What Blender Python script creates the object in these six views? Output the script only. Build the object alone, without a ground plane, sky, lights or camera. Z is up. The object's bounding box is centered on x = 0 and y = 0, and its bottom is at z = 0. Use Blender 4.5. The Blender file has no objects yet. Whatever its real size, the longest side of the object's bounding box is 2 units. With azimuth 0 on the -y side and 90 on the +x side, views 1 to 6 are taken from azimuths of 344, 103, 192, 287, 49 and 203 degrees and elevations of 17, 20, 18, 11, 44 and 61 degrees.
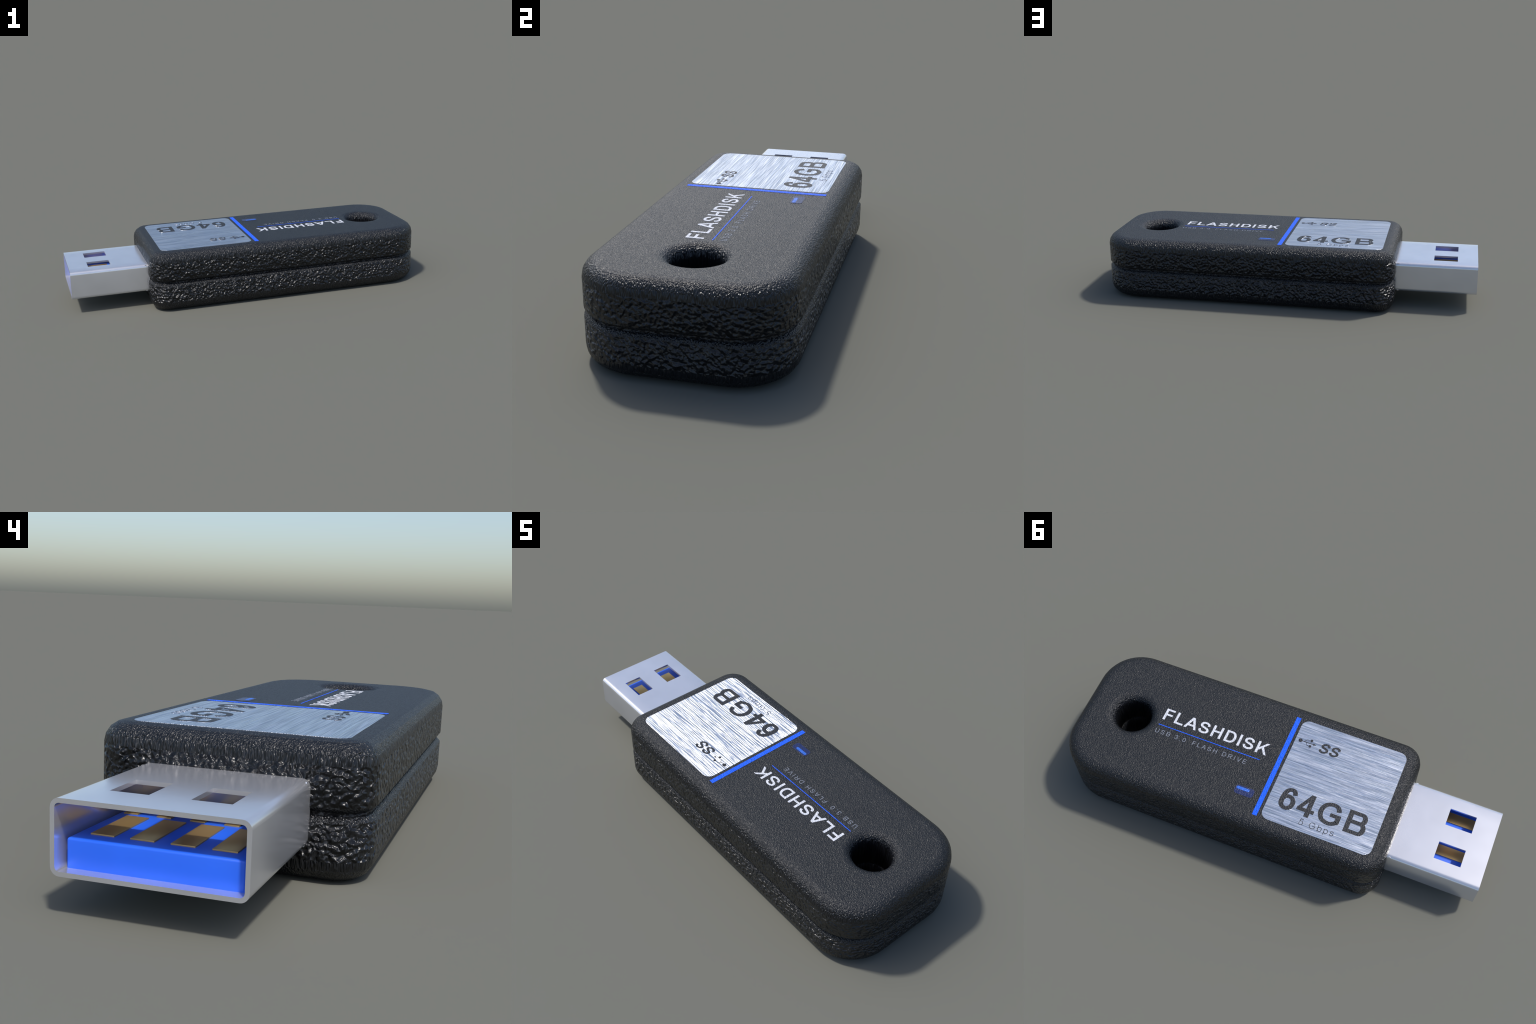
import bpy, bmesh, math
from mathutils import Vector, Matrix

# ------------------------------------------------------------------ sizes (metres)
X0, X1, W = -0.582, 1.0, 0.342          # body ends and half width
H = 0.327                               # body height
R_NOSE, R_TAIL = 0.095, 0.198           # plan corner radii
SEAM_HI, SEAM_LO = 0.167, 0.158         # the two shells stop here
CH = 0.0125                             # chamfer along the seam
B_TOP, B_BOT = 0.053, 0.055             # edge rounding, top and bottom
HOLE_X, HOLE_R, HOLE_B = 0.756, 0.083, 0.041
TOP = H

# ------------------------------------------------------------------ material helpers
class Nodes:
    def __init__(self, name):
        self.mat = bpy.data.materials.new(name)
        self.mat.use_nodes = True
        self.t = self.mat.node_tree
        self.bsdf = self.t.nodes["Principled BSDF"]
    def add(self, kind, **props):
        n = self.t.nodes.new(kind)
        for k, v in props.items():
            setattr(n, k, v)
        return n
    def put(self, src, dst):
        self.t.links.new(src, dst)
    def math(self, op, a, b=None):
        n = self.add("ShaderNodeMath", operation=op)
        for i, v in enumerate((a, b)):
            if v is None: continue
            if isinstance(v, (int, float)): n.inputs[i].default_value = v
            else: self.put(v, n.inputs[i])
        return n.outputs[0]
    def setp(self, **kw):
        for k, v in kw.items():
            self.bsdf.inputs[k.replace("_", " ")].default_value = v

def planar_coords(m, side_scale):
    """Box projection picked per face: top-like faces from above, sides from the side,
    the side grain being coarser than the top grain."""
    geo = m.add("ShaderNodeNewGeometry")
    nrm = m.add("ShaderNodeSeparateXYZ"); m.put(geo.outputs["True Normal"], nrm.inputs[0])
    pos = m.add("ShaderNodeTexCoord")
    p = m.add("ShaderNodeSeparateXYZ"); m.put(pos.outputs["Object"], p.inputs[0])
    ax = m.math("ABSOLUTE", nrm.outputs[0]); ay = m.math("ABSOLUTE", nrm.outputs[1]); az = m.math("ABSOLUTE", nrm.outputs[2])
    # the grain also runs down the key-ring hole from above
    dx = m.math("SUBTRACT", p.outputs[0], HOLE_X)
    d2 = m.math("ADD", m.math("MULTIPLY", dx, dx), m.math("MULTIPLY", p.outputs[1], p.outputs[1]))
    in_hole = m.math("LESS_THAN", d2, (HOLE_R + HOLE_B) ** 2)
    is_top = m.math("MAXIMUM", m.math("GREATER_THAN", az, 0.16), in_hole)
    is_x = m.math("GREATER_THAN", ax, ay)
    top = m.add("ShaderNodeCombineXYZ"); m.put(p.outputs[0], top.inputs[0]); m.put(p.outputs[1], top.inputs[1])
    sx = m.add("ShaderNodeCombineXYZ"); m.put(p.outputs[1], sx.inputs[0]); m.put(p.outputs[2], sx.inputs[1])
    sy = m.add("ShaderNodeCombineXYZ"); m.put(p.outputs[0], sy.inputs[0]); m.put(p.outputs[2], sy.inputs[1])
    side = m.add("ShaderNodeMix", data_type="VECTOR")
    m.put(is_x, side.inputs["Factor"]); m.put(sy.outputs[0], side.inputs[4]); m.put(sx.outputs[0], side.inputs[5])
    sc = m.add("ShaderNodeVectorMath", operation="SCALE"); m.put(side.outputs[1], sc.inputs[0]); sc.inputs["Scale"].default_value = side_scale
    mix = m.add("ShaderNodeMix", data_type="VECTOR")
    m.put(is_top, mix.inputs["Factor"]); m.put(sc.outputs[0], mix.inputs[4]); m.put(top.outputs[0], mix.inputs[5])
    steep = m.math("SUBTRACT", 1.0, az)
    # turn the sampling plane out of line with the noise lattice so no rows show
    tilt = m.add("ShaderNodeMapping"); tilt.inputs["Rotation"].default_value = (0.35, 0.5, 0.6)
    m.put(mix.outputs[1], tilt.inputs["Vector"])
    return tilt.outputs[0], is_top, steep

def leather_grain(m, strength, side_scale=0.34, scale=250.0, top_amp=0.0047, side_amp=0.0230):
    vec, is_top, steep = planar_coords(m, side_scale)
    n1 = m.add("ShaderNodeTexNoise"); n1.inputs["Scale"].default_value = scale
    n1.inputs["Detail"].default_value = 0.6; n1.inputs["Roughness"].default_value = 0.4
    n1.inputs["Distortion"].default_value = 0.25
    m.put(vec, n1.inputs["Vector"])
    # the grain deepens where the flat face rolls over into the wall
    rim = m.math("MULTIPLY", m.math("MULTIPLY", is_top, steep), top_amp * 2.2)
    amp = m.math("ADD", rim, m.math("ADD", side_amp, m.math("MULTIPLY", is_top, top_amp - side_amp)))
    n2 = m.add("ShaderNodeTexNoise"); n2.inputs["Scale"].default_value = scale * 0.47
    n2.inputs["Detail"].default_value = 0.0; n2.inputs["Distortion"].default_value = 0.8
    m.put(vec, n2.inputs["Vector"])
    lump = m.math("ADD", m.math("MULTIPLY", n1.outputs[0], 0.85), m.math("MULTIPLY", n2.outputs[0], m.math("SUBTRACT", 0.75, m.math("MULTIPLY", is_top, 0.45))))
    h = m.math("MULTIPLY", lump, amp)
    b = m.add("ShaderNodeBump"); b.inputs["Strength"].default_value = strength; b.inputs["Distance"].default_value = 1.0
    m.put(h, b.inputs["Height"]); m.put(b.outputs[0], m.bsdf.inputs["Normal"])
    flat = m.math("MAXIMUM", m.math("SUBTRACT", 1.0, m.math("MULTIPLY", steep, 2.6)), 0.0)
    return m.math("MULTIPLY", is_top, flat)

def mat_plastic(name, color, rough, strength=1.0, spec=0.5, side_rough=None, **kw):
    m = Nodes(name)
    m.setp(Base_Color=(*color, 1), Roughness=rough, Specular_IOR_Level=spec)
    is_top = leather_grain(m, strength, **kw)
    if side_rough is not None:
        m.put(m.math("ADD", side_rough, m.math("MULTIPLY", is_top, rough - side_rough)), m.bsdf.inputs["Roughness"])
    return m.mat

def mat_plain(name, color, rough, metallic=0.0, spec=0.5):
    m = Nodes(name)
    m.setp(Roughness=rough, Metallic=metallic, Specular_IOR_Level=spec)
    tc = m.add("ShaderNodeTexCoord")
    n = m.add("ShaderNodeTexNoise"); n.inputs["Scale"].default_value = 9.0; n.inputs["Detail"].default_value = 2.0
    m.put(tc.outputs["Object"], n.inputs["Vector"])
    r = m.add("ShaderNodeValToRGB")
    r.color_ramp.elements[0].position = 0.3; r.color_ramp.elements[1].position = 0.7
    r.color_ramp.elements[0].color = (*[c * 0.96 for c in color], 1)
    r.color_ramp.elements[1].color = (*[min(1, c * 1.03) for c in color], 1)
    m.put(n.outputs[0], r.inputs[0]); m.put(r.outputs[0], m.bsdf.inputs["Base Color"])
    return m.mat

def mat_brushed(name):
    m = Nodes(name)
    m.setp(Metallic=1.0, Roughness=0.3)
    tc = m.add("ShaderNodeTexCoord")
    def streak(sx, sy, detail, rough=0.6, off=0.0):
        mp = m.add("ShaderNodeMapping"); mp.inputs["Scale"].default_value = (sx, sy, 1)
        mp.inputs["Location"].default_value = (off, off * 2, 0)
        m.put(tc.outputs["Object"], mp.inputs[0])
        n = m.add("ShaderNodeTexNoise"); n.inputs["Scale"].default_value = 1.0
        n.inputs["Detail"].default_value = detail; n.inputs["Roughness"].default_value = rough
        m.put(mp.outputs[0], n.inputs["Vector"])
        return n.outputs[0]
    fine = streak(6, 290, 1.0)
    broad = streak(4, 110, 1.0, off=3.1)
    speck = streak(60, 240, 1.0, off=7.7)
    h = m.math("ADD", m.math("MULTIPLY", fine, 0.0032), m.math("MULTIPLY", broad, 0.0034))
    h = m.math("ADD", h, m.math("MULTIPLY", speck, 0.0005))
    b = m.add("ShaderNodeBump"); b.inputs["Strength"].default_value = 1.0; b.inputs["Distance"].default_value = 1.0
    m.put(h, b.inputs["Height"]); m.put(b.outputs[0], m.bsdf.inputs["Normal"])
    r = m.add("ShaderNodeValToRGB")
    r.color_ramp.elements[0].position = 0.35; r.color_ramp.elements[0].color = (0.44, 0.475, 0.54, 1)
    r.color_ramp.elements[1].position = 0.62; r.color_ramp.elements[1].color = (0.76, 0.785, 0.84, 1)
    m.put(fine, r.inputs[0]); m.put(r.outputs[0], m.bsdf.inputs["Base Color"])
    rr = m.add("ShaderNodeMapRange"); rr.inputs["From Min"].default_value = 0.3; rr.inputs["From Max"].default_value = 0.7
    rr.inputs["To Min"].default_value = 0.27; rr.inputs["To Max"].default_value = 0.38
    m.put(broad, rr.inputs["Value"]); m.put(rr.outputs[0], m.bsdf.inputs["Roughness"])
    return m.mat

M_BODY = mat_plastic("black_grained_plastic", (0.0075, 0.0083, 0.0104), 0.45, side_rough=0.30, spec=0.48)
M_GAP = mat_plastic("dark_seam_plastic", (0.012, 0.012, 0.014), 0.45)
M_WHITE = mat_plastic("white_print", (0.66, 0.68, 0.74), 0.5, strength=1.5)
M_GREY = mat_plastic("grey_print", (0.185, 0.205, 0.25), 0.5, strength=0.4)
M_BLUE = mat_plastic("blue_print", (0.013, 0.122, 0.90), 0.45, strength=1.5, spec=0.3)
M_LED = mat_plastic("navy_lens", (0.009, 0.018, 0.085), 0.32, strength=0.5)
M_GLOW = mat_plastic("blue_lens_bar", (0.022, 0.12, 0.55), 0.35, strength=0.7)
M_DARK = mat_plastic("charcoal_print", (0.017, 0.018, 0.022), 0.46, strength=0.7, spec=0.4)
M_LABEL = mat_brushed("brushed_aluminium")
M_STEEL = mat_plain("satin_steel", (0.70, 0.71, 0.75), 0.22, metallic=0.75)
M_TONGUE = mat_plain("blue_plastic", (0.018, 0.13, 0.83), 0.45)
M_GOLD = mat_plain("gold_contact_metal", (0.74, 0.49, 0.19), 0.40, metallic=0.85)

# ------------------------------------------------------------------ scene helpers
root = bpy.data.objects.new("usb_flash_drive", None)
bpy.context.scene.collection.objects.link(root)
root["label"] = "black grained flash drive with brushed metal label and steel plug"
root["category"] = "flash drive"

def link(name, mesh, parent, *mats):
    o = bpy.data.objects.new(name, mesh)
    bpy.context.scene.collection.objects.link(o)
    for mt in mats:
        mesh.materials.append(mt)
    o.parent = parent
    return o

def finish(bm, name, parent, mats, smooth=True, angle=None):
    bmesh.ops.recalc_face_normals(bm, faces=bm.faces)
    me = bpy.data.meshes.new(name)
    bm.to_mesh(me); bm.free()
    for p in me.polygons: p.use_smooth = smooth
    if angle is not None:
        me.set_sharp_from_angle(angle=math.radians(angle))
    return link(name, me, parent, *mats)

def rounded_outline(x0, x1, w, r0, r1, inset, segs=(10, 14)):
    """Plan outline of the body, counter-clockwise, drawn in by `inset`."""
    pts = []
    for sx, sy, r, n, a0 in ((1, -1, r1, segs[1], -90), (1, 1, r1, segs[1], 0), (-1, 1, r0, segs[0], 90), (-1, -1, r0, segs[0], 180)):
        cx = (x1 - r) if sx > 0 else (x0 + r)
        cy = sy * (w - r)
        rr = max(r - inset, 0.002)
        for i in range(n + 1):
            a = math.radians(a0 + 90 * i / n)
            pts.append((cx + rr * math.cos(a), cy + rr * math.sin(a)))
    return pts

def ring(bm, pts, z):
    vs = [bm.verts.new((x, y, z)) for x, y in pts]
    es = [bm.edges.new((vs[i], vs[(i + 1) % len(vs)])) for i in range(len(vs))]
    return vs, es

def bridge(bm, a, b):
    n = len(a)
    for i in range(n):
        bm.faces.new((a[i], a[(i + 1) % n], b[(i + 1) % n], b[i]))

def rounding(r, z_edge, up, segs):
    """Quarter-round profile (inset, z) from the flat to the wall."""
    out = []
    for i in range(segs + 1):
        a = math.pi / 2 * i / segs
        out.append((r - r * math.sin(a), z_edge - up * (r - r * math.cos(a))))
    return out

def shell(name, z_flat, up, r_edge, r_hole, z_seam):
    """Half of the housing: flat face, rounded rim, wall, seam chamfer, through hole."""
    bm = bmesh.new()
    zc = z_seam + up * CH
    prof = [(r_edge + 0.012, z_flat)] + rounding(r_edge, z_flat, up, 4) + [(0.0, zc), (CH, z_seam), (CH + 0.008, z_seam)]
    outer = [ring(bm, rounded_outline(X0, X1, W, R_NOSE, R_TAIL, i), z) for i, z in prof]
    holep = [(r_hole + 0.004, z_flat)] + rounding(r_hole, z_flat, up, 4) + [(0.0, z_seam), (0.008, z_seam)]
    n = 40
    inner = []
    for i, z in holep:
        rr = HOLE_R + i
        inner.append(ring(bm, [(HOLE_X + rr * math.cos(2 * math.pi * k / n), rr * math.sin(2 * math.pi * k / n)) for k in range(n)], z))
    for s in (outer, inner):
        for a, b in zip(s, s[1:]):
            bridge(bm, a[0], b[0])
    bmesh.ops.triangle_fill(bm, use_beauty=True, use_dissolve=False, edges=outer[0][1] + inner[0][1], normal=(0, 0, up))
    bmesh.ops.triangle_fill(bm, use_beauty=True, use_dissolve=False, edges=outer[-1][1] + inner[-1][1], normal=(0, 0, -up))
    return finish(bm, name, housing, [M_BODY])

housing = None
def slab(name, parent, mats, outline, z0, z1, bev=0.0, rim_slot=0):
    """Thin plate with an optional chamfered top rim."""
    bm = bmesh.new()
    cx = sum(p[0] for p in outline) / len(outline); cy = sum(p[1] for p in outline) / len(outline)
    lo, _ = ring(bm, outline, z0)
    if bev:
        mid, _ = ring(bm, outline, z1 - bev)
        hx = max(abs(p[0] - cx) for p in outline); hy = max(abs(p[1] - cy) for p in outline)
        top, _ = ring(bm, [(cx + (x - cx) * (1 - bev / hx), cy + (y - cy) * (1 - bev / hy)) for x, y in outline], z1)
        bridge(bm, lo, mid); bridge(bm, mid, top)
    else:
        top, _ = ring(bm, outline, z1); bridge(bm, lo, top)
    bm.faces.new(top); bm.faces.new(list(reversed(lo)))
    o = finish(bm, name, parent, mats, smooth=False)
    return o

def box_outline(x0, x1, y0, y1, r=0.0, n=6):
    if r <= 0: return [(x0, y0), (x1, y0), (x1, y1), (x0, y1)]
    pts = []
    for cx, cy, a0 in ((x1 - r, y0 + r, -90), (x1 - r, y1 - r, 0), (x0 + r, y1 - r, 90), (x0 + r, y0 + r, 180)):
        for i in range(n + 1):
            a = math.radians(a0 + 90 * i / n)
            pts.append((cx + r * math.cos(a), cy + r * math.sin(a)))
    return pts

# ------------------------------------------------------------------ housing
bm = bmesh.new()                       # the frame seen in the seam, holding both shells
co = [ring(bm, rounded_outline(X0, X1, W, R_NOSE, R_TAIL, CH + 0.0030), z)[0] for z in (0.150, 0.175)]
n = 40
ci = [ring(bm, [(HOLE_X + (HOLE_R + 0.0010) * math.cos(2 * math.pi * k / n), (HOLE_R + 0.0010) * math.sin(2 * math.pi * k / n)) for k in range(n)], z)[0] for z in (0.150, 0.175)]
bridge(bm, *co); bridge(bm, *ci)
housing = finish(bm, "housing", root, [M_GAP])
upper = shell("upper_shell", H, 1, B_TOP, HOLE_B, SEAM_HI)
lower = shell("lower_shell", 0.0, -1, B_BOT, HOLE_B, SEAM_LO)

# ------------------------------------------------------------------ plug
PZ0, PZ1, PW, PR, PT = 0.0855, 0.2415, 0.2035, 0.0195, 0.0096
SLOT_X = (-0.8965, -0.7745); SLOT_Y = (0.0445, 0.1297)
def plug_section(inset):
    zc, hz = (PZ0 + PZ1) / 2, (PZ1 - PZ0) / 2 - inset
    w, r = PW - inset, PR - inset
    pts = []
    for sy, sz, a0 in ((1, -1, -90), (1, 1, 0), (-1, 1, 90), (-1, -1, 180)):
        for i in range(7):
            a = math.radians(a0 + 90 * i / 6)
            pts.append((sy * (w - r) + r * math.cos(a), zc + sz * (hz - r) + r * math.sin(a)))
        if sy == 1 and sz == 1:        # slot edges along the top wall
            for y in (SLOT_Y[1], SLOT_Y[0], -SLOT_Y[0], -SLOT_Y[1]):
                pts.append((y, zc + hz))
    return pts
bm = bmesh.new()
xs = [-1.0, SLOT_X[0], SLOT_X[1], -0.575]
so, si = plug_section(0.0), plug_section(PT)
vo = [[bm.verts.new((x, y, z)) for y, z in so] for x in xs]
vi = [[bm.verts.new((x, y, z)) for y, z in si] for x in xs]
N = len(so)
slot_cells = {14, 16}                  # segments of the section that the two slots take out
for k in range(3):
    for i in range(N):
        j = (i + 1) % N
        if k == 1 and i in slot_cells:
            for a, b in (((k, i), (k, j)), ((k + 1, i), (k + 1, j)), ((k, i), (k + 1, i)), ((k, j), (k + 1, j))):
                bm.faces.new((vo[a[0]][a[1]], vo[b[0]][b[1]], vi[b[0]][b[1]], vi[a[0]][a[1]]))
            continue
        bm.faces.new((vo[k][i], vo[k][j], vo[k + 1][j], vo[k + 1][i]))
        bm.faces.new((vi[k][i], vi[k + 1][i], vi[k + 1][j], vi[k][j]))
for i in range(N):
    j = (i + 1) % N
    bm.faces.new((vo[0][i], vi[0][i], vi[0][j], vo[0][j]))
    bm.faces.new((vo[-1][i], vo[-1][j], vi[-1][j], vi[-1][i]))
plug = finish(bm, "plug", root, [M_STEEL], angle=35)

def block(name, parent, mat, x0, x1, y0, y1, z0, z1, bev):
    bm = bmesh.new()
    bmesh.ops.create_cube(bm, size=1.0, matrix=Matrix.Translation(((x0 + x1) / 2, (y0 + y1) / 2, (z0 + z1) / 2)) @ Matrix.Diagonal((x1 - x0, y1 - y0, z1 - z0, 1)))
    if bev:
        bmesh.ops.bevel(bm, geom=bm.edges[:], offset=bev, segments=3, profile=0.5, affect='EDGES')
    return finish(bm, name, parent, [mat], angle=40)

tongue = block("contact_tongue", plug, M_TONGUE, -0.969, -0.595, -0.185, 0.185, PZ0 + PT - 0.006, 0.156, 0.005)
block("back_wall", plug, M_STEEL, -0.600, -0.590, -PW + 0.004, PW - 0.004, PZ0 + 0.004, PZ1 - 0.004, 0)
def contacts(name, count, pitch, width, x0, x1):
    base = None
    for i in range(count):
        y = (i - (count - 1) / 2) * pitch
        if base is None:
            base = block(name, tongue, M_GOLD, x0, x1, -width / 2, width / 2, 0.1545, 0.159, 0.0004)
            o = base
        else:
            o = base.copy(); bpy.context.scene.collection.objects.link(o)
        o.location.y = y
contacts("long_contact", 4, 0.0857, 0.0515, -0.928, -0.764)
contacts("short_contact", 5, 0.0775, 0.0340, -0.744, -0.640)

# ------------------------------------------------------------------ top graphics
label = slab("metal_label", root, [M_LABEL], box_outline(-0.516, -0.0040, -0.2705, 0.2715, 0.036, 8), TOP - 0.003, TOP + 0.0009, 0.0004)
stripe = slab("blue_stripe", root, [M_BLUE], box_outline(0.0100, 0.0318, -0.2705, 0.2725), TOP - 0.003, TOP + 0.0007)
rule = slab("blue_underline", root, [M_BLUE], box_outline(0.107, 0.6172, 0.0057, 0.0091), TOP - 0.003, TOP + 0.0007)
dark_outline = slab("lens_dark_outline", root, [M_GAP], box_outline(0.0600, 0.1550, 0.1565, 0.2055, 0.016), TOP - 0.003, TOP + 0.0004)  # thin dark plate drawn round the lens so that it looks recessed
led = slab("indicator_lens", root, [M_LED], box_outline(0.0620, 0.1530, 0.1585, 0.2035, 0.014), TOP - 0.003, TOP + 0.0010, 0.0009)
bar = slab("lens_bar", led, [M_GLOW], box_outline(0.0850, 0.1475, 0.1660, 0.1795, 0.0060, 4), TOP - 0.003, TOP + 0.0016)

# ---- lettering: every glyph is drawn with a flat pen along strokes, cap height = 1
def spline(pts, n=7, closed=False):
    """Catmull-Rom curve through the given points."""
    out = []
    m = len(pts)
    for i in range(m if closed else m - 1):
        if closed: p = [pts[(i + k - 1) % m] for k in range(4)]
        else: p = [pts[max(0, i - 1)], pts[i], pts[i + 1], pts[min(m - 1, i + 2)]]
        for k in range(n):
            t = k / n
            out.append(tuple(0.5 * (2 * p[1][c] + (p[2][c] - p[0][c]) * t + (2 * p[0][c] - 5 * p[1][c] + 4 * p[2][c] - p[3][c]) * t * t
                                    + (3 * p[1][c] - p[0][c] - 3 * p[2][c] + p[3][c]) * t ** 3) for c in (0, 1)))
    if not closed: out.append(pts[-1])
    return out

def arc_bowl(x0, yb, yt, xr):
    """Right-hand bowl of D, B, P, R: flat, half ellipse, flat."""
    cy, ry = (yb + yt) / 2, (yt - yb) / 2
    cx = max(x0 + 0.1, xr - ry * 0.95)
    return [(0, yt)] + [(cx + (xr - cx) * math.sin(math.pi * k / 12), cy + ry * math.cos(math.pi * k / 12)) for k in range(13)] + [(0, yb)]

def oval(cx, cy, rx, ry, n=28, e=2.35):
    pts = []
    for k in range(n):
        c, q = math.cos(2 * math.pi * k / n), math.sin(2 * math.pi * k / n)
        pts.append((cx + rx * math.copysign(abs(c) ** (2 / e), c), cy + ry * math.copysign(abs(q) ** (2 / e), q)))
    return pts

S_CURVE = [(0.955, 0.72), (0.86, 0.91), (0.50, 1.0), (0.15, 0.92), (0.045, 0.745), (0.16, 0.59), (0.50, 0.515),
           (0.86, 0.42), (1.0, 0.25), (0.87, 0.075), (0.50, 0.0), (0.14, 0.075), (0.0, 0.285)]
STEM = ("e", [(0, 0), (0, 1)])
# strokes: p open path, e open path lengthened by half the pen, c closed loop, all on the pen's centre line in a unit box;
# q slanting stroke cut level at both ends (x at the foot, y, x at the head, y; fractions of the ink box, left edge)
GLYPH = {
    "F": [STEM, ("r", [(0, 1), (1, 1)]), ("r", [(0, 0.50), (0.90, 0.50)])],
    "L": [STEM, ("r", [(0, 0), (1, 0)])],
    "E": [STEM, ("r", [(0, 1), (0.97, 1)]), ("r", [(0, 0.515), (0.90, 0.515)]), ("r", [(0, 0), (1, 0)])],
    "H": [STEM, ("e", [(1, 0), (1, 1)]), ("p", [(0, 0.53), (1, 0.53)])],
    "I": [STEM],
    "A": [("q", 0, 0, 0.5, 1, 0, -0.5), ("q", 1, 0, 0.5, 1, -1, -0.5), ("p", [(0.20, 0.27), (0.80, 0.27)])],
    "V": [("q", 0.5, 0, 0, 1, -0.5, 0), ("q", 0.5, 0, 1, 1, -0.5, -1)],
    "K": [STEM, ("q", 0.01, 0.28, 0.97, 1, 0, -1, 0.85), ("q", 1.0, 0, 0.33, 0.62, -1, 0)],
    "S": [("p", spline(S_CURVE))],
    "U": [("p", [(0, 1.09)] + spline([(0, 0.36), (0.11, 0.09), (0.5, 0.0), (0.89, 0.09), (1, 0.36)]) + [(1, 1.09)])],
    "D": [STEM, ("p", arc_bowl(0.3, 0, 1, 1.0))],
    "B": [STEM, ("p", arc_bowl(0.4, 0.53, 1, 0.93)), ("p", arc_bowl(0.4, 0, 0.53, 1.0))],
    "R": [STEM, ("p", arc_bowl(0.4, 0.47, 1, 0.93)), ("q", 1.02, 0, 0.50, 0.52, -1, -0.3)],
    "G": [("p", spline([(0.945, 0.71), (0.82, 0.92), (0.52, 1.0), (0.15, 0.86), (0.0, 0.5), (0.15, 0.13), (0.54, 0.0), (0.80, 0.05), (1.0, 0.17)]) + [(1.0, 0.455), (0.53, 0.455)])],
    "0": [("c", oval(0.5, 0.5, 0.5, 0.5))],
    "3": [("p", spline([(0.02, 0.76), (0.15, 0.94), (0.47, 1), (0.83, 0.93), (0.93, 0.76), (0.80, 0.58), (0.38, 0.53)])),
          ("p", spline([(0.38, 0.53), (0.84, 0.48), (1, 0.27), (0.85, 0.06), (0.47, 0), (0.13, 0.06), (0, 0.27)]))],
    "5": [("p", [(0.93, 1), (0.20, 1), (0.07, 0.46)]), ("p", spline([(0.07, 0.49), (0.28, 0.61), (0.55, 0.635), (0.88, 0.53), (1, 0.31), (0.88, 0.09), (0.5, 0), (0.14, 0.06), (0, 0.27)]))],
    "6": [("p", spline([(0.95, 0.76), (0.82, 0.94), (0.53, 1), (0.16, 0.86), (0.0, 0.46), (0.04, 0.24)])), ("c", oval(0.5, 0.315, 0.5, 0.315, e=2.15))],
    "4": [("e", [(0.72, 0), (0.72, 1)]), ("p", [(-0.185, 0.235), (1.185, 0.235)]), ("q", 0.0, 0.31, 0.80, 1, 0, -1, 0.80)],
    ".": [("p", [(0, -0.09), (0, 0.06)])],
    "b": [STEM, ("c", oval(0.5, 0.36, 0.5, 0.36))],
    "p": [("e", [(0, -0.30), (0, 0.72)]), ("c", oval(0.5, 0.36, 0.5, 0.36))],
    "s": [("p", [(x, y * 0.72) for x, y in spline(S_CURVE)])],
}
# ink left, ink width, advance in cap heights: (bold, regular)
METRIC = {
    "F": ((.103, .686, .853), (.115, .675, .853)), "L": ((.106, .705, .853), (.102, .628, .777)), "A": ((.0, 1.003, 1.008), (.0, .934, .932)),
    "S": ((.054, .814, .932), (.063, .799, .932)), "H": ((.102, .803, 1.008), (.112, .783, 1.008)), "D": ((.101, .851, 1.008), (.108, .827, 1.008)),
    "I": ((.095, .200, .388), (.130, .130, .388)), "K": ((.105, .905, 1.008), (.105, .855, .932)), "B": ((.102, .838, 1.008), (.102, .757, .932)),
    "G": ((.060, .936, 1.087), (.053, .926, 1.087)), "6": ((.056, .663, .777), (.053, .657, .777)), "4": ((.024, .718, .777), (.018, .691, .777)),
    "U": ((.1, .80, 1.008), (.119, .775, 1.008)), "3": ((.05, .66, .777), (.059, .655, .777)), ".": ((.1, .2, .388), (.127, .14, .388)),
    "0": ((.05, .66, .777), (.059, .652, .777)), "R": ((.1, .87, 1.008), (.110, .872, 1.008)), "V": ((.0, .93, .932), (.006, .918, .932)),
    "E": ((.1, .76, .932), (.110, .757, .932)), "5": ((.05, .66, .777), (.049, .663, .777)), "b": ((.09, .66, .853), (.091, .630, .777)),
    "p": ((.09, .66, .853), (.092, .629, .777)), "s": ((.04, .62, .777), (.043, .601, .698)), " ": ((0, 0, .388), (0, 0, .388)), "~": ((0, 0, 0), (0, 0, .36)),
}

def offset_path(pts, wx, wy, closed, shrink=0.0):
    """Left and right edges of a pen of width wx across and wy up, mitred."""
    n = len(pts); L, R = [], []
    for i in range(n):
        a = pts[i - 1] if (i > 0 or closed) else None
        b = pts[(i + 1) % n] if (i < n - 1 or closed) else None
        ds = []
        if a: ds.append(Vector((pts[i][0] - a[0], pts[i][1] - a[1])).normalized())
        if b: ds.append(Vector((b[0] - pts[i][0], b[1] - pts[i][1])).normalized())
        ns = [Vector((-d.y, d.x)) for d in ds]
        if len(ns) == 2:
            m = (ns[0] + ns[1]).normalized(); m = m / max(0.45, m.dot(ns[0]))
        else: m = ns[0]
        off = Vector((m.x * wx / 2, m.y * wy / 2))
        L.append((pts[i][0] + off.x, pts[i][1] + off.y)); R.append((pts[i][0] - off.x, pts[i][1] - off.y))
    return L, R

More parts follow.
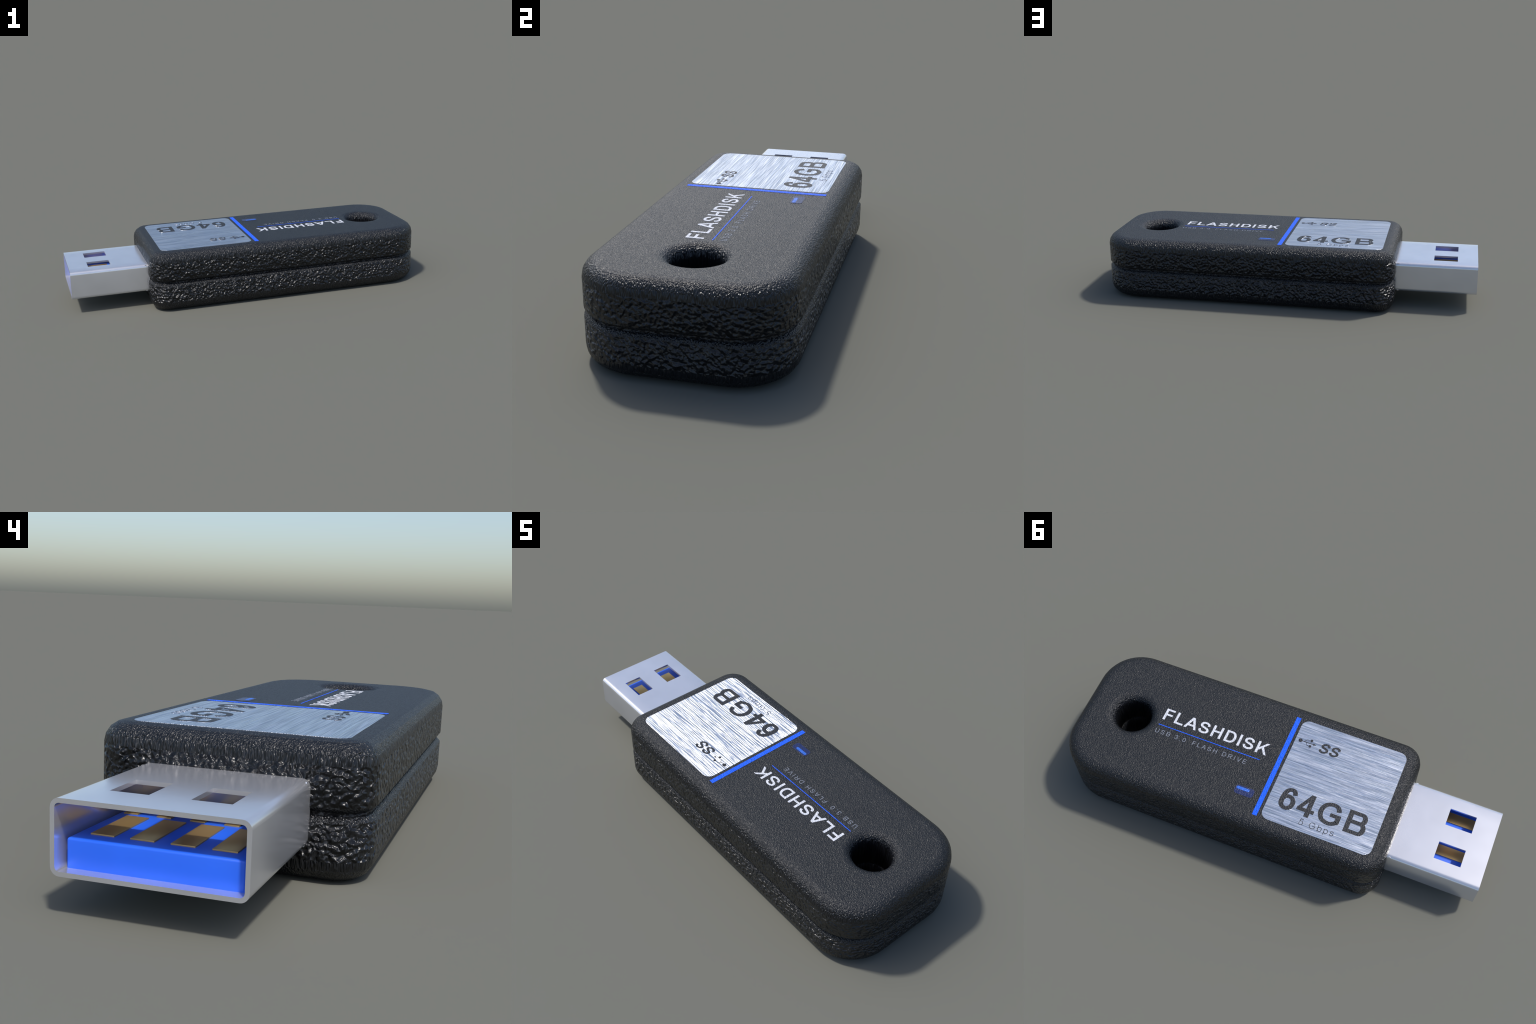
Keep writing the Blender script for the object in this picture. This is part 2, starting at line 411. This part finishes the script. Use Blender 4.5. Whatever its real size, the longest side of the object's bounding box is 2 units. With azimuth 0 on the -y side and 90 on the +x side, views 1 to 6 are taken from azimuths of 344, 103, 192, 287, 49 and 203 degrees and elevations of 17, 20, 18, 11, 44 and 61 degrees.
def lettering(name, body, parent, mats, x_left, x_right, y_top, y_bottom, z, bold=True, shear=0.0, rim=0.0, pen=None, drop=0.0035):
    """A line of type from x_left to x_right (it reads with +y at its foot); the letter
    spacing is solved so that letters keep their own proportions."""
    mi = 0 if bold else 1
    wx, wy = pen or ((0.198, 0.165) if bold else (0.128, 0.115))
    cap = y_bottom - y_top
    mt = [METRIC[c][mi] for c in body]
    natural = sum(m[2] for m in mt) - mt[0][0] - (mt[-1][2] - mt[-1][0] - mt[-1][1])
    gap = ((x_left - x_right) / cap - natural - abs(shear) * 0.75) / (len(body.replace("~", "")) - 1)
    bm = bmesh.new()
    lift = 0
    pen_x = -mt[0][0]
    rr = rim / cap
    def emit(L, R, closed, outL, outR):
        nonlocal lift
        dz = (lift % 5) * 0.00006; lift += 1
        def P(p, zz):
            x, y = p
            return bm.verts.new((x_left - (x + shear * y) * cap, y_bottom - y * cap, zz))
        n = len(L)
        tL = [P(p, z - dz) for p in L]; tR = [P(p, z - dz) for p in R]
        mL = [P(p, z - dz - rim) for p in outL] if rim else tL
        mR = [P(p, z - dz - rim) for p in outR] if rim else tR
        bL = [P(p, z - drop) for p in outL]; bR = [P(p, z - drop) for p in outR]
        def quad(a, b, c, d, k):
            try: f = bm.faces.new((a, b, c, d)); f.material_index = k
            except ValueError: pass
        side = 1 if rim and len(mats) > 1 else 0
        for i in range(n if closed else n - 1):
            j = (i + 1) % n
            quad(tL[i], tL[j], tR[j], tR[i], 0)
            if rim: quad(tL[i], mL[i], mL[j], tL[j], side); quad(tR[i], tR[j], mR[j], mR[i], side)
            quad(mL[i], bL[i], bL[j], mL[j], side); quad(mR[i], mR[j], bR[j], bR[i], side)
        if not closed:
            for e in (0, n - 1):
                if rim: quad(tL[e], tR[e], mR[e], mL[e], side)
                quad(mL[e], mR[e], bR[e], bL[e], side)
    for ch, (lsb, wd, adv) in zip(body, mt):
        ox = pen_x + lsb
        sx, sy = wd - wx, 1 - wy
        for st in GLYPH.get(ch, []):
            if st[0] == "q":
                _, xa, ya, xb, yb, fa, fb = st[:7]
                # widths of a slanting pen measured along the level cut
                xa_, xb_ = ox + xa * wd, ox + xb * wd
                hw = wx * (st[7] if len(st) > 7 else 1.0)
                for _ in range(3):
                    run = (xb_ + (fb + 0.5) * hw) - (xa_ + (fa + 0.5) * hw)
                    hw = wx * (st[7] if len(st) > 7 else 0.95) * math.hypot(1, run / (yb - ya))
                # fa / fb: where the cut sits relative to the point, -1 left of it, 0 right of it
                a0 = xa_ + fa * hw; b0 = xb_ + fb * hw
                L = [(a0, ya), (b0, yb)]; R = [(a0 + hw, ya), (b0 + hw, yb)]
                oL = [(a0 - rr, ya - rr), (b0 - rr, yb + rr)]; oR = [(a0 + hw + rr, ya - rr), (b0 + hw + rr, yb + rr)]
                emit(L, R, False, oL, oR)
                continue
            pts = [(ox + wx / 2 + x * sx, wy / 2 + y * sy) for x, y in st[1]]
            if len(pts) < 2: continue
            closed = st[0] == "c"
            if st[0] in "er":
                d = Vector((pts[-1][0] - pts[0][0], pts[-1][1] - pts[0][1])).normalized()
                ex, ey = d.x * wx / 2, d.y * wy / 2
                if st[0] == "e": pts[0] = (pts[0][0] - ex, pts[0][1] - ey)
                pts[-1] = (pts[-1][0] + ex, pts[-1][1] + ey)
            L, R = offset_path(pts, wx, wy, closed)
            op = list(pts)
            if rim and not closed:
                for e, f in ((0, 1), (-1, -2)):
                    d = Vector((op[e][0] - op[f][0], op[e][1] - op[f][1])).normalized() * rr
                    op[e] = (op[e][0] + d.x, op[e][1] + d.y)
            oL, oR = offset_path(op, wx + 2 * rr, wy + 2 * rr, closed)
            emit(L, R, closed, oL, oR)
        pen_x += adv + (gap if ch != "~" else 0)
    return finish(bm, name, parent, mats, smooth=False)

lettering("brand_lettering", "FLASHDISK", root, [M_WHITE], 0.6140, 0.0895, -0.0853, -0.0235, TOP + 0.0007, pen=(0.182, 0.155))
lettering("small_lettering", "USB 3.0 ~FLASH DRIVE", root, [M_GREY], 0.6165, 0.1575, 0.0305, 0.0527, TOP + 0.0007, bold=False, pen=(0.115, 0.105))
ZL = TOP + 0.0010
lettering("capacity_lettering", "64GB", label, [M_DARK, M_LABEL], -0.0525, -0.4595, 0.0857, 0.1985, ZL + 0.0006, rim=0.0004)
lettering("speed_lettering", "5 Gbps", label, [M_DARK, M_LABEL], -0.1745, -0.3370, 0.2105, 0.2410, ZL + 0.0006, bold=False, rim=0.0003, pen=(0.095, 0.085))
lettering("series_lettering", "SS", label, [M_DARK, M_LABEL], -0.1215, -0.2235, -0.1850, -0.1308, ZL + 0.0006, shear=0.2, rim=0.0004, pen=(0.215, 0.185))

# three-pronged data symbol
bm = bmesh.new()
def dot(x, y, r):
    n = 16
    lo, _ = ring(bm, [(x + r * math.cos(2 * math.pi * k / n), y + r * math.sin(2 * math.pi * k / n)) for k in range(n)], ZL - 0.002)
    hi, _ = ring(bm, [(x + r * math.cos(2 * math.pi * k / n), y + r * math.sin(2 * math.pi * k / n)) for k in range(n)], ZL + 0.0009)
    bridge(bm, lo, hi); bm.faces.new(hi)
def poly(pts, lift=0.0):
    lo, _ = ring(bm, pts, ZL - 0.002); hi, _ = ring(bm, pts, ZL + 0.0009 + lift)
    bridge(bm, lo, hi); bm.faces.new(hi)
def bar_between(a, b, w=0.0017, lift=0.0):
    d = Vector((b[0] - a[0], b[1] - a[1])).normalized(); q = Vector((-d.y, d.x)) * w / 2
    poly([(a[0] - q.x, a[1] - q.y), (b[0] - q.x, b[1] - q.y), (b[0] + q.x, b[1] + q.y), (a[0] + q.x, a[1] + q.y)], lift)
YS = -0.1595
dot(-0.0287, YS, 0.0092)
bar_between((-0.036, YS), (-0.094, YS))
poly([(-0.092, YS - 0.0050), (-0.106, YS), (-0.092, YS + 0.0050)], 0.0001)
bar_between((-0.047, YS), (-0.0585, YS - 0.0145), lift=-0.0002)
bar_between((-0.0580, YS - 0.0145), (-0.076, YS - 0.0155), lift=-0.0003)
dot(-0.0790, YS - 0.0158, 0.0064)
bar_between((-0.056, YS), (-0.0655, YS + 0.0142), lift=-0.0002)
bar_between((-0.0650, YS + 0.0142), (-0.078, YS + 0.0146), lift=-0.0003)
dot(-0.0805, YS + 0.0146, 0.0064)
finish(bm, "data_symbol", label, [M_DARK], smooth=False)
